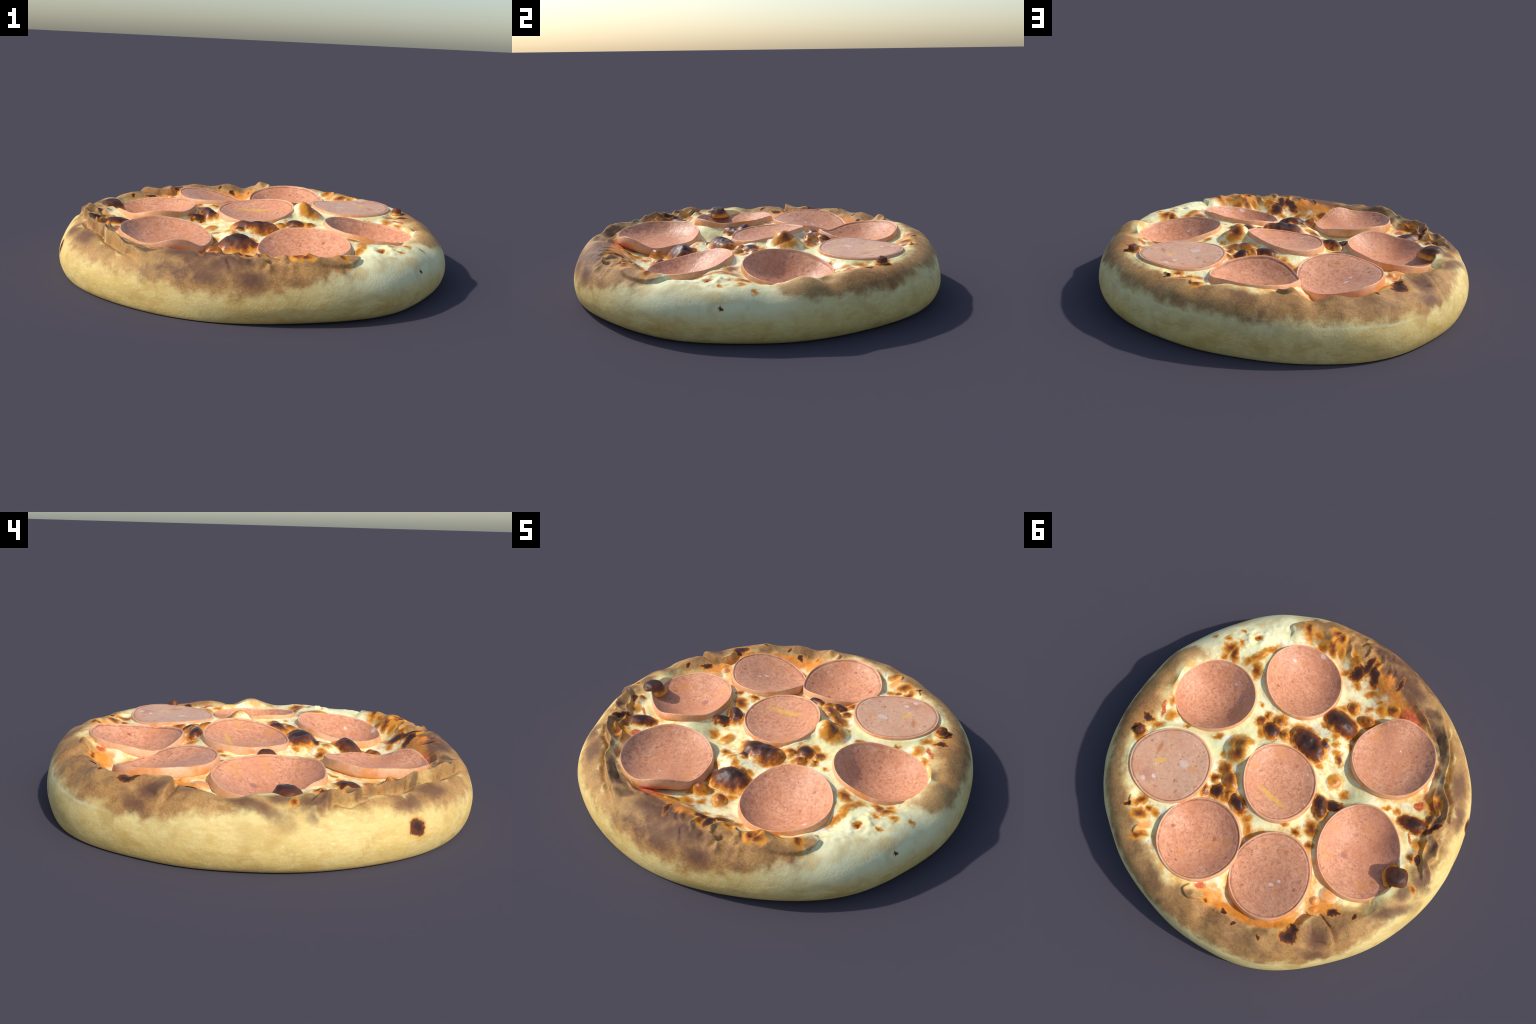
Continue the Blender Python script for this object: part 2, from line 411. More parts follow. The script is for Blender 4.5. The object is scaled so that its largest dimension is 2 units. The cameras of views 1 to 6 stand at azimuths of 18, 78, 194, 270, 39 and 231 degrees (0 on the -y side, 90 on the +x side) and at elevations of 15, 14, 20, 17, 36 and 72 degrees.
x, y, z, r, th = X.ravel(), Y.ravel(), ZZ.ravel(), RR.ravel(), TT.ravel()
row = np.repeat(np.arange(NR), NT)
is_up = row < nt_top + 60                 # anything that looks upwards
up_w = np.where(row < nt_top, 1.0, np.clip(1 - (row - nt_top) / 70.0, 0, 1)) ** 1.5
P = np.stack([x, y, z], 1)
ri = around(INNER["a"], INNER["r"], th)
inside = r - ri                            # < 0 on the cheese
on_crust = smooth(-0.01, 0.05, inside)
dz = np.zeros_like(z)

# steep inner wall of the dough rim: cheese stays low right up to it
# --- general unevenness
dz += up_w * on_crust * (0.004 * noise(P, 7, 1, 2) + 0.0016 * noise(P, 30, 2, 2))
dz += up_w * (1 - on_crust) * (0.004 * noise(P, 13, 3, 2) + 0.0013 * noise(P, 45, 4, 2))
# --- crumpled front of the rim
crum = np.exp(-(ang_dist(th, -68) / 0.26) ** 2) * smooth(-.05, .04, inside) * up_w
dz += crum * (0.020 * (1 - 2.4 * np.abs(noise(P, 11, 5, 2))) + 0.007 * noise(P, 30, 6, 2) - 0.004)
# --- ragged rim behind the slices
rag = np.exp(-(ang_dist(th, 120) / 0.7) ** 2) * np.exp(-((inside - .025) / 0.03) ** 2) * up_w
dz += rag * 0.008 * noise(P, 16, 7, 2)

# --- long lip on the left: dough folded inwards, with a step down on its outer side
def polar_path(*pts):
    """smooth path through (angle, radius) points"""
    q = np.array([(r_ * math.cos(math.radians(a_)), r_ * math.sin(math.radians(a_))) for a_, r_ in pts])
    out = []
    for i in range(len(q) - 1):
        p0, p1, p2, p3 = q[max(i - 1, 0)], q[i], q[i + 1], q[min(i + 2, len(q) - 1)]
        for u_ in np.linspace(0, 1, 9)[:-1]:
            out.append(.5 * ((2 * p1) + (p2 - p0) * u_ + (2 * p0 - 5 * p1 + 4 * p2 - p3) * u_**2 + (3 * p1 - p0 - 3 * p2 + p3) * u_**3))
    return np.array(out + [q[-1]])

def edge_distance(path, px_, py_):
    """signed distance to a path (positive on its left) and the place along it, 0..1"""
    best = np.full(px_.shape, 9.0); sgn = np.ones(px_.shape); along = np.zeros(px_.shape)
    k = len(path) - 1
    for i in range(k):
        ax, ay = path[i]; bx, by = path[i + 1] - path[i]
        ll = bx * bx + by * by + 1e-12
        u_ = np.clip(((px_ - ax) * bx + (py_ - ay) * by) / ll, 0, 1)
        ex, ey = px_ - ax - u_ * bx, py_ - ay - u_ * by
        dd = np.hypot(ex, ey)
        m = dd < best
        best = np.where(m, dd, best); sgn = np.where(m, np.sign(bx * (py_ - ay) - by * (px_ - ax)), sgn); along = np.where(m, (i + u_) / k, along)
    return best * sgn, along

lean_x, lean_y = np.zeros_like(z), np.zeros_like(z)
def fold(path, high, wide, drop, side, lean=.012, drop_wide=.02, fade=.08):
    """dough folded over: raised on one side of the path, sharp step and hollow on the other"""
    lo, hi = path.min(0) - .12, path.max(0) + .12
    m = np.nonzero((x > lo[0]) & (x < hi[0]) & (y > lo[1]) & (y < hi[1]) & (row < nt_top + 76))[0]
    d, u_ = edge_distance(path, x[m], y[m])
    d = -d * side                                   # negative on the raised side
    on = smooth(0, fade, u_) * smooth(1, 1 - fade, u_)
    wav = .95 + .5 * noise(P[m], 9, 9, 2)
    ridge = np.where(d < 0, np.exp(-(d / wide) ** 2), np.exp(-(d / .006) ** 2))
    dz[m] += on * up_w[m] * (high * wav * ridge - drop * np.exp(-((d - drop_wide) / drop_wide) ** 2) * (d > 0))
    push = on * up_w[m] * lean * np.where(d < 0, np.exp(-(d / .02) ** 2), np.exp(-(d / .010) ** 2))
    # lean the crest out over the hollow: away from the raised side
    cx, cy = path.mean(0)
    nx, ny = np.cos(th[m]), np.sin(th[m])
    if lean < 0:
        nx, ny, push = -ny, nx, -push
    lean_x[m] += push * nx; lean_y[m] += push * ny

fold(polar_path((-97, .985), (-102.8, .932), (-108.3, .895), (-114.2, .877), (-119.3, .863), (-123.4, .853), (-128.1, .827), (-133.2, .816), (-139.9, .847), (-147.3, .845), (-151.5, .817), (-153.6, .848), (-158.4, .876), (-161.9, .852), (-164.6, .902), (-169, .935), (-175, .965)),
     .037, .023, .026, -1)
fold(polar_path((142, .80), (145.5, .806), (147.9, .784), (151, .768), (153.6, .789), (154.9, .819), (155.8, .873), (156.0, .915), (154.8, .938)),
     .028, .055, .012, -1, lean=-.010, drop_wide=.018, fade=.14)
fold(polar_path((-38.6, .803), (-40.2, .833), (-39.4, .864), (-41.3, .89), (-44.4, .908), (-48.1, .916), (-52, .912), (-56, .90)),
     .018, .045, .003, -1, lean=.008, drop_wide=.014, fade=.12)
fold(polar_path((-168, .90), (-165, .85), (-161, .815), (-157, .80), (-153, .785), (-149, .775), (-145, .79), (-142, .82)), .014, .018, .006, -1, lean=.008, drop_wide=.012)
fold(polar_path((-145, .815), (-142, .785), (-138, .765), (-134, .775), (-130, .79), (-127, .81)), .016, .018, .006, -1, lean=.008, drop_wide=.012)
fold(polar_path((-98, .80), (-104, .815), (-110, .815), (-116, .82), (-121, .815)), .008, .02, .006, -1, lean=.004, drop_wide=.014)
fold(polar_path((103, .77), (102, .81), (105, .83), (109, .80), (111, .77)), .016, .02, .004, 1, lean=.004, drop_wide=.012)
fold(polar_path((79, .80), (77, .84), (74.5, .86), (73, .83)), .010, .016, .006, -1, lean=.004, drop_wide=.012)
fold(polar_path((66, .80), (64, .84), (61, .83)), .008, .014, .006, -1, lean=.003, drop_wide=.012)
lipzone = np.exp(-(np.degrees(ang_dist(th, -146)) / 20) ** 4) * smooth(.74, .79, r) * smooth(.92, .86, r) * up_w
dz += lipzone * .010 * (1 - 2.2 * np.abs(noise(P, 13, 41, 2)))
# creases pressed into the scorched front
for path, deep in ((polar_path((-70.5, .925), (-68.1, .895), (-66, .85)), .010), (polar_path((-79.5, .875), (-77.3, .929), (-75, .97)), .007), (polar_path((-73, .83), (-71.5, .86), (-73.5, .90)), .008), (polar_path((-62, .83), (-61, .87), (-63, .90)), .008), (polar_path((-84, .78), (-83, .83), (-80, .86)), .006), (polar_path((-56, .80), (-57, .84), (-60, .86)), .007), (polar_path((-66, .80), (-64, .84), (-65, .87)), .007)):
    lo, hi = path.min(0) - .06, path.max(0) + .06
    m = np.nonzero((x > lo[0]) & (x < hi[0]) & (y > lo[1]) & (y < hi[1]) & (row < nt_top + 76))[0]
    d, u_ = edge_distance(path, x[m], y[m])
    on = smooth(0, .25, u_) * smooth(1, .75, u_) * up_w[m]
    dz[m] += on * deep * (-np.exp(-(d / .007) ** 2) + .8 * np.exp(-((d - .02) / .014) ** 2))
# knobs and leaves of dough that stand along the lip
for ka, kr, kw, kh in ((-138, .775, .030, .020), (-139, .86, .022, .008), (-144, .80, .03, .012), (-149, .84, .022, .012), (-155.7, .815, .020, .024), (-161.9, .785, .026, .018), (-167, .85, .03, .008), (-131, .81, .02, .010), (-44, .835, .050, .028), (-47, .875, .028, .012), (-55, .80, .038, .016), (106, .805, .026, .022), (101, .82, .02, .010)):
    kx, ky = kr * math.cos(math.radians(ka)), kr * math.sin(math.radians(ka))
    dz += up_w * kh * np.exp(-((x - kx) ** 2 + (y - ky) ** 2) / kw ** 2)

# --- notches across the rim: angle, depth, half width in degrees
for na, nd, nw, r0 in ((113, .017, 2.4, .74), (11, .022, 3.4, .80), (-112, .006, 2.5, .8), (62, .005, 2.0, .8), (88, .007, 3, .8), (-4, .004, 3, .8)):
    aa = np.degrees(ang_dist(th, na))
    dz -= up_w * nd * np.exp(-(aa / nw) ** 2) * smooth(r0, r0 + .05, r)
# puffs beside the notches
for na, nh, nw, kr in ((104, .014, 4, .83), (120, .010, 4, .83), (128, .008, 5, .82), (142, .012, 4, .80), (19, .012, 6, .86), (0, .008, 8, .88), (88, .006, 5, .82), (80, .008, 3, .84), (62, .009, 4, .85), (38, .004, 4, .84), (-119, .012, 4, .85)):
    aa = np.degrees(ang_dist(th, na))
    dz += up_w * nh * np.exp(-(aa / nw) ** 2) * np.exp(-((r - kr) / .045) ** 2)

# crater with a torn film
for cx, cy, cw, ch in ((.737, -.364, .018, -.010), (.755, -.33, .03, .008), (.765, -.30, .022, .006), (.72, -.385, .014, .007), (.70, -.35, .02, .006), (.775, -.325, .012, .008), (.745, -.305, .014, .008), (.80, -.36, .02, .004)):
    dz += up_w * ch * np.exp(-((x - cx) ** 2 + (y - cy) ** 2) / cw ** 2)
pale_zone = swell(th, -27, 13) * smooth(.74, .78, r) * smooth(.93, .88, r) * up_w
dz += pale_zone * (.0045 * noise(P, 22, 47, 2) + .003 * noise(P, 50, 48, 1))
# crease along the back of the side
crease_z = 0.165 + 0.02 * np.cos(th - 1.2)
back = smooth(np.radians(20), np.radians(50), th) * smooth(np.radians(150), np.radians(125), th)

# --- baked blisters and spots lift the cheese
for s in SPOTS:
    if s[6]:
        reach = 1.9 * max(s[3], s[4])
        m = np.nonzero((np.abs(x - s[1]) < reach) & (np.abs(y - s[2]) < reach) & (row < nt_top + 20))[0]
        dd = spot_distance(s, x[m], y[m])
        dd = dd * (1 + 0.24 * noise(P[m], 15, 13, 2))
        bump = (1 - np.clip(dd / 1.25, 0, 1) ** 3.0) ** 1.25
        rough_top = .95 + .16 * noise(P[m], 24, 17, 2)
        dz[m] = np.where(np.sign(s[6]) > 0, np.maximum(dz[m], dz[m] * .3 + s[6] * bump * rough_top), dz[m] + s[6] * bump)
# tall soft peak between three slices
for px_, py_, pw, ph in ((.256, .124, .095, .044), (.220, .088, .075, .032)):
    dd = np.clip(np.hypot(x - px_, y - py_) / pw, 0, 1)
    dz += np.where(row < nt_top, ph * (1 - dd ** 2.8) ** 1.4, 0)
# the cheese climbs a little at each slice
top_now = z + dz
for s in SLICES:
    m = np.nonzero((np.hypot(x - s[0], y - s[1]) < .31) & (row < nt_top + 10))[0]
    t = np.arctan2(y[m] - s[1], x[m] - s[0])
    gap = np.hypot(x[m] - s[0], y[m] - s[1]) - fourier(s[2], t)
    rim_z = fourier(s[3], t) - .012
    lift = (.018 if s[2][0] < .2172 else .009) * np.exp(-np.maximum(gap - .008, 0) / .016) * (gap > -.03) * (.75 + .5 * noise(P[m], 12, 43, 2))
    dz[m] += np.clip(np.minimum(lift, rim_z - top_now[m]), 0, None)
# the cheese gives way under the slices
press = np.full_like(z, 9.0)
for s in SLICES:
    m = np.nonzero((np.hypot(x - s[0], y - s[1]) < .26) & (row < nt_top + 30))[0]
    t = np.arctan2(y[m] - s[1], x[m] - s[0])
    r1 = fourier(s[2], t); zr = fourier(s[3], t)
    q = np.hypot(x[m] - s[0], y[m] - s[1]) / r1
    under = bowl(s, np.minimum(q, 1), t, zr, r1) - .028 + .5 * np.clip(q - .93, 0, 1)
    press[m] = np.where(q < 1.04, np.minimum(press[m], under), press[m])
z = np.minimum(z + dz, press)
z = np.where(row >= nt_top + len(side_a), np.maximum(z, 0), z)
# side unevenness, outwards
bulge_n = 0.004 * noise(P, 5, 15, 2)
side_w = np.where(row >= nt_top, 1.0, 0) * smooth(0.02, 0.08, z)
rr = r + side_w * bulge_n
V = np.stack([rr * np.cos(th) + lean_x, rr * np.sin(th) + lean_y, z], 1)

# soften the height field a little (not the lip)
quads = []
idx = np.arange(NR * NT).reshape(NR, NT)
a_, b_, c_, d_ = idx[:-1], np.roll(idx, -1, 1)[:-1], np.roll(idx, -1, 1)[1:], idx[1:]
quads = np.stack([a_.ravel(), d_.ravel(), c_.ravel(), b_.ravel()], 1)
# close the two poles with small fans
top_pole, low_pole = len(V), len(V) + 1
V = np.concatenate([V, [[0, 0, V[:NT, 2].mean()], [0, 0, 0]]])
fan1 = np.stack([np.full(NT, top_pole), idx[0], np.roll(idx[0], -1), np.roll(idx[0], -1)], 1)
fan2 = np.stack([np.full(NT, low_pole), np.roll(idx[-1], -1), idx[-1], idx[-1]], 1)
quads_all = np.concatenate([quads, fan1, fan2])
V[:, 2] -= V[:, 2].min()
NRM = vertex_normals(V, quads_all)

# ------------------------------------------------------------------ materials
def new_material(name):
    m = bpy.data.materials.new(name)
    m.use_nodes = True
    nt = m.node_tree
    nt.nodes.clear()
    out = nt.nodes.new("ShaderNodeOutputMaterial")
    b = nt.nodes.new("ShaderNodeBsdfPrincipled")
    nt.links.new(b.outputs[0], out.inputs[0])
    return m, nt, b

class Net:
    def __init__(self, nt):
        self.nt = nt
    def put(self, sock, val):
        if isinstance(val, bpy.types.NodeSocket):
            self.nt.links.new(val, sock)
        else:
            sock.default_value = val
    def math(self, op, a, b=0.0, c=None, clamp=False):
        n = self.nt.nodes.new("ShaderNodeMath"); n.operation = op; n.use_clamp = clamp
        self.put(n.inputs[0], a); self.put(n.inputs[1], b)
        if c is not None:
            self.put(n.inputs[2], c)
        return n.outputs[0]
    def step(self, x, a, b, lo=0.0, hi=1.0):
        n = self.nt.nodes.new("ShaderNodeMapRange"); n.interpolation_type = "SMOOTHSTEP"
        self.put(n.inputs[0], x); self.put(n.inputs[1], a); self.put(n.inputs[2], b); self.put(n.inputs[3], lo); self.put(n.inputs[4], hi)
        return n.outputs[0]
    def noise(self, vec, scale, detail=3, rough=.55, dist=0.0, color=False):
        n = self.nt.nodes.new("ShaderNodeTexNoise")
        self.put(n.inputs["Vector"], vec); n.inputs["Scale"].default_value = scale
        n.inputs["Detail"].default_value = detail; n.inputs["Roughness"].default_value = rough; n.inputs["Distortion"].default_value = dist
        return n.outputs["Color" if color else "Fac"]
    def mix(self, fac, a, b, mode="MIX"):
        n = self.nt.nodes.new("ShaderNodeMix"); n.data_type = "RGBA"; n.blend_type = mode
        self.put(n.inputs[0], fac); self.put(n.inputs[6], a if isinstance(a, bpy.types.NodeSocket) else (*a, 1)); self.put(n.inputs[7], b if isinstance(b, bpy.types.NodeSocket) else (*b, 1))
        return n.outputs[2]
    def vmath(self, op, a, b=None):
        n = self.nt.nodes.new("ShaderNodeVectorMath"); n.operation = op
        self.put(n.inputs[0], a)
        if b is not None:
            self.put(n.inputs[1], b)
        return n.outputs["Value" if op in ("LENGTH", "DISTANCE", "DOT_PRODUCT") else 0]
    def place(self, vec, loc, turn, scale):
        n = self.nt.nodes.new("ShaderNodeMapping"); n.vector_type = "TEXTURE"
        self.put(n.inputs["Vector"], vec)
        n.inputs["Location"].default_value = loc; n.inputs["Rotation"].default_value = (0, 0, turn); n.inputs["Scale"].default_value = scale
        return n.outputs[0]
    def curve(self, x, pts):
        n = self.nt.nodes.new("ShaderNodeFloatCurve")
        c = n.mapping.curves[0]
        while len(c.points) < len(pts):
            c.points.new(0.5, 0.5)
        for p, (px_, py_) in zip(c.points, sorted(pts)):
            p.location = (px_, py_)
        n.mapping.update()
        self.put(n.inputs["Value"], x)
        return n.outputs[0]
    def ramp(self, fac, stops, mode="EASE"):
        n = self.nt.nodes.new("ShaderNodeValToRGB"); n.color_ramp.interpolation = mode
        e = n.color_ramp.elements
        while len(e) < len(stops):
            e.new(0.5)
        for el, (p, c) in zip(e, sorted(stops)):
            el.position = p; el.color = (*c, 1)
        self.put(n.inputs[0], fac)
        return n.outputs[0]
    def bump(self, height, strength, distance, normal=None):
        n = self.nt.nodes.new("ShaderNodeBump")
        n.inputs["Strength"].default_value = strength; n.inputs["Distance"].default_value = distance
        self.put(n.inputs["Height"], height)
        if normal is not None:
            self.put(n.inputs["Normal"], normal)
        return n.outputs[0]

def dough_and_cheese():
    m, nt, bsdf = new_material("baked_dough_and_cheese")
    N = Net(nt)
    co = nt.nodes.new("ShaderNodeTexCoord").outputs["Object"]
    sep = nt.nodes.new("ShaderNodeSeparateXYZ"); nt.links.new(co, sep.inputs[0])
    X, Y, Z = sep.outputs
    # warp for irregular edges
    def shake(scale, detail):
        c = nt.nodes.new("ShaderNodeCombineXYZ")
        for k in (0, 1):
            N.put(c.inputs[k], N.math("SUBTRACT", N.noise(N.place(co, (3.1 * k, 1.7 * k, .4 * k), 0, (1, 1, 1)), scale, detail, .6), .5))
        return c.outputs[0]
    wn, wn2 = shake(14, 3), shake(45, 2)
    sc = nt.nodes.new("ShaderNodeVectorMath"); sc.operation = "MULTIPLY_ADD"
    nt.links.new(wn, sc.inputs[0]); sc.inputs[1].default_value = (.06, .06, 0); nt.links.new(co, sc.inputs[2])
    sc2 = nt.nodes.new("ShaderNodeVectorMath"); sc2.operation = "MULTIPLY_ADD"
    nt.links.new(wn2, sc2.inputs[0]); sc2.inputs[1].default_value = (.024, .024, 0); nt.links.new(sc.outputs[0], sc2.inputs[2])
    warp = sc2.outputs[0]
    ang = N.math("ARCTAN2", Y, X)
    u = N.math("MULTIPLY_ADD", ang, 1 / (2 * math.pi), .5)
    rad = N.math("SQRT", N.math("ADD", N.math("MULTIPLY", X, X), N.math("MULTIPLY", Y, Y)))
    n_low = N.noise(co, 4, 3, .55)
    n_mid = N.noise(co, 12, 4, .6)
    n_fine = N.noise(co, 60, 4, .65)
    n_grain = N.noise(co, 170, 2, .6)
    def ring(pts):
        t = np.radians(np.linspace(-180, 180, 61))
        v = around([p[0] for p in pts], [p[1] for p in pts], t)
        return N.curve(u, [(float(a / (2 * np.pi) + .5), float(b)) for a, b in zip(t, v)])
    ri = ring(list(zip(INNER["a"], INNER["r"])))
    jitter = N.math("MULTIPLY", N.math("SUBTRACT", n_mid, .5), .07)
    edge = N.math("ADD", N.math("SUBTRACT", rad, ri), jitter)

    # ---- dough
    pale = N.mix(N.step(n_low, .35, .65), DOUGH_A, DOUGH_B)
    pale = N.mix(N.step(N.noise(N.place(co, (0, 0, 0), 0, (1, 1, .45)), 9, 4, .6), .45, .72), pale, DOUGH_C)
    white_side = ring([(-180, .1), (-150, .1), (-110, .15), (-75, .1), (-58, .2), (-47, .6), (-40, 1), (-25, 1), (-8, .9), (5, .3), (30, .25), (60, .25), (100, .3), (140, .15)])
    streak = N.noise(N.place(co, (0, 0, 0), 0, (1, 1, .35)), 30, 5, .7)
    pale = N.mix(N.step(streak, .46, .70, 0, .5), pale, DOUGH_C)
    pale = N.mix(N.step(streak, .46, .28, 0, .45), pale, DOUGH_WHITE)
    pale = N.mix(N.math("MULTIPLY", N.step(N.noise(N.place(co, (0, 0, 0), 0, (1, 1, 1.8)), 6.5, 5, .68), .54, .74), .6), pale, DOUGH_DARK)
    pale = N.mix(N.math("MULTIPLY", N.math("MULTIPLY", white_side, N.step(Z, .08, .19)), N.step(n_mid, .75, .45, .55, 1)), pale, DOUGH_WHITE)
    # stretch of tan patches on the pale part
    pale = N.mix(N.math("MULTIPLY", N.step(N.noise(co, 7.5, 2, .5), .55, .72), .55), pale, DOUGH_TAN)
    # how far down the browning runs
    brown_z = ring([(-180, .225), (-165, .22), (-150, .19), (-140, .17), (-128, .16), (-115, .14), (-105, .135), (-90, .125), (-75, .12), (-62, .14), (-52, .195), (-46, .215), (-41, .235), (-36, .38), (-30, .40), (-18, .38), (-8, .24), (0, .19), (8, .185), (14, .19), (25, .165), (45, .20), (60, .20), (80, .185), (100, .185), (120, .18), (140, .165), (155, .175), (168, .21)])
    brown_s = ring([(-180, .85), (-160, .85), (-140, .85), (-120, .85), (-105, .8), (-90, .9), (-75, .95), (-60, .95), (-48, .95), (-41, .9), (-36, .1), (-28, .1), (-15, .15), (-6, .75), (10, .85), (30, 1), (45, .85), (65, .9), (90, .9), (110, .95), (130, .9), (150, .95), (165, .9)])
    zz = N.math("ADD", Z, N.math("MULTIPLY", N.math("SUBTRACT", n_mid, .5), .13))
    zz = N.math("ADD", zz, N.math("MULTIPLY", N.math("SUBTRACT", n_low, .5), .07))
    zz = N.math("ADD", zz, N.math("MULTIPLY", N.math("SUBTRACT", n_fine, .5), .02))
    bf = N.step(N.math("SUBTRACT", zz, brown_z), -.012, .04)
    bf = N.math("MULTIPLY", bf, brown_s)
    # browning fades towards the cheese (pale inner wall)
    bf = N.math("MULTIPLY", bf, N.step(edge, .005, .055))
    tan = N.mix(N.step(n_mid, .35, .68), CRUST_A, CRUST_B)
    tan = N.mix(N.step(n_grain, .42, .70, 0, .6), tan, CRUST_LIGHT)
    tan = N.mix(N.step(N.noise(co, 105, 3, .7), .52, .70, 0, .55), tan, CRUST_DARK)
    tan = N.mix(N.step(N.noise(co, 28, 5, .7), .5, .72, 0, .6), tan, CRUST_DARK)
    tan = N.mix(N.step(N.noise(co, 9, 5, .65), .54, .72, 0, .8), tan, CRUST_DARK)
    tan = N.mix(N.step(N.noise(co, 6.5, 3, .6), .56, .74, 0, .6), tan, CRUST_LIGHT)
    dough = N.mix(bf, pale, tan)
    # purple-brown scorched stretch
    pur = ring([(-180, .15), (-165, .3), (-150, .5), (-138, .5), (-128, .35), (-115, .5), (-105, .75), (-95, .9), (-84, .85), (-75, .6), (-62, .45), (-50, .3), (-42, 0), (-10, 0), (30, .25), (60, .35), (90, .5), (110, .45), (140, .5), (165, .5)])
    pf = N.math("MULTIPLY", N.math("MULTIPLY", N.step(N.math("ADD", n_low, N.math("MULTIPLY", n_mid, .6)), .68, .98), pur), N.step(N.math("SUBTRACT", zz, brown_z), .03, .10))
    dough = N.mix(pf, dough, CRUST_PURPLE)
    # pale seam round the back of the side
    seam_z = N.math("MULTIPLY_ADD", N.math("COSINE", N.math("SUBTRACT", ang, 1.2)), .012, .165)
    sd = N.math("ABSOLUTE", N.math("SUBTRACT", N.math("ADD", Z, N.math("MULTIPLY", N.math("SUBTRACT", n_mid, .5), .03)), seam_z))
    seam_on = ring([(-180, 0), (-100, 0), (20, 0), (45, .25), (75, .45), (90, .1), (105, .1), (118, .7), (135, .6), (150, 0)])
    dough = N.mix(N.math("MULTIPLY", N.step(sd, .010, .002), N.math('MULTIPLY', seam_on, N.step(n_mid, .35, .6, .2, .9))), dough, DOUGH_WHITE)

    # ---- cheese
    cheese = N.mix(N.step(n_low, .38, .62), CHEESE_A, CHEESE_B)
    cheese = N.mix(N.step(N.noise(co, 16, 4, .6), .52, .70), cheese, CHEESE_WHITE)
    cheese = N.mix(N.math("MULTIPLY", N.step(N.noise(co, 22, 3, .6, .6), .60, .74), .35), cheese, GOLD)
    cheese = N.mix(N.step(N.noise(co, 7, 4, .62), .54, .70, 0, .75), cheese, CHEESE_RICH)
    # pinkish, broken cheese near the front and the left wall
    pinky = N.math("MULTIPLY", N.step(N.vmath("LENGTH", N.place(co, (.08, -.66, .2), 0, (.26, .17, 1))), 1.1, .5), N.step(N.noise(co, 19, 4, .65), .48, .62))
    cheese = N.mix(N.math("MULTIPLY", pinky, .6), cheese, CHEESE_PINK)
    col = N.mix(N.step(edge, -.012, .02), cheese, dough)

    def field(kinds, pts3=()):
        f = None
        for s in SPOTS:
            if s[0] in kinds:
                at = warp
                if f is not None:              # keeps the spots in one chain, one after the other
                    cn = nt.nodes.new("ShaderNodeVectorMath"); cn.operation = "MULTIPLY_ADD"
                    nt.links.new(f, cn.inputs[0]); cn.inputs[1].default_value = (1e-7,) * 3; nt.links.new(warp, cn.inputs[2])
                    at = cn.outputs[0]
                d = N.vmath("LENGTH", N.place(at, (s[1], s[2], .24), s[5], (s[3], s[4], (.13 if s[0] in 'PW' else .4))))
                f = d if f is None else N.math("SMOOTH_MIN", f, d, .22)
        for (p, sc_, t) in pts3:
            d = N.vmath("LENGTH", N.place(warp, p, t, sc_))
            f = d if f is None else N.math("MINIMUM", f, d)
        return f
    oily = ring([(-180, .2), (-160, .35), (-140, .5), (-125, .3), (-112, .6), (-95, .8), (-80, .6), (-65, .4), (-50, .2), (-30, .1), (0, .15), (20, .5), (40, .3), (60, .35), (80, .5), (98, .6), (113, .9), (135, .9), (155, .8), (170, .3)])
    band = N.math("MULTIPLY", N.step(N.math("ABSOLUTE", N.math("SUBTRACT", edge, -.002)), .045, .008), N.step(N.math("ADD", n_mid, N.math("MULTIPLY", oily, .35)), .55, .80))
    col = N.mix(N.math("MULTIPLY", band, oily), col, N.mix(N.step(n_fine, .4, .65), OIL_A, GOLD))
    flat = N.vmath("MULTIPLY", warp, (1, 1, 0))
    pool = None
    for i, sl in enumerate(SLICES):
        at = flat
        if pool is not None:
            cn = nt.nodes.new("ShaderNodeVectorMath"); cn.operation = "MULTIPLY_ADD"
            nt.links.new(pool, cn.inputs[0]); cn.inputs[1].default_value = (1e-7, 1e-7, 0); nt.links.new(flat, cn.inputs[2])
            at = cn.outputs[0]
        gap = N.math("ABSOLUTE", N.math("SUBTRACT", N.vmath("DISTANCE", at, (sl[0], sl[1], 0)), sl[2][0] + .006))
        one = N.step(gap, .036, .006, 0, POOL[i])
        pool = one if pool is None else N.math("MAXIMUM", pool, one)
    pool = N.math("MULTIPLY", pool, N.step(n_mid, .36, .60))
    col = N.mix(pool, col, N.mix(N.step(n_fine, .4, .65), OIL_A, OIL_Y))
    fo = field("O")
    col = N.mix(N.math("MULTIPLY", N.step(fo, 1.5, .5), .85), col, N.mix(N.step(n_fine, .4, .65), OIL_A, OIL_B))
    fr = field("R")
    col = N.mix(N.step(fr, 1.25, .7), col, N.mix(N.step(n_fine, .4, .65), SAUCE_A, SAUCE_B))
    fw = field("W")
    col = N.mix(N.math("MULTIPLY", N.step(N.math("ADD", fw, N.math("MULTIPLY", N.math("SUBTRACT", n_mid, .5), .8)), 1.2, .4), .6), col, DOUGH_B)
    fp = field("P")
    fp = N.math("ADD", fp, N.math("MULTIPLY", N.math("SUBTRACT", n_mid, .5), .9))
    col = N.mix(N.math("MULTIPLY", N.step(fp, 1.3, .3), .8), col, CRUST_PURPLE)
    fg = field("G")
    fg = N.math("ADD", fg, N.math("MULTIPLY", N.math("SUBTRACT", n_fine, .5), .7))
    fb = field("B")
    fb = N.math("ADD", fb, N.math("MULTIPLY", N.math("SUBTRACT", n_fine, .5), .5))
    fk = field("K", SIDE_CHAR)
    near = N.math("MINIMUM", N.math("MINIMUM", fb, fk), N.math("ADD", fg, .2))
    haze = N.math("MULTIPLY", N.step(near, 3.2, 1.2), N.step(N.noise(co, 24, 4, .65), .44, .66))
    col_haze = N.mix(N.math("MULTIPLY", haze, N.step(edge, .06, 0, 0, .6)), col, GOLD)
    col = col_haze
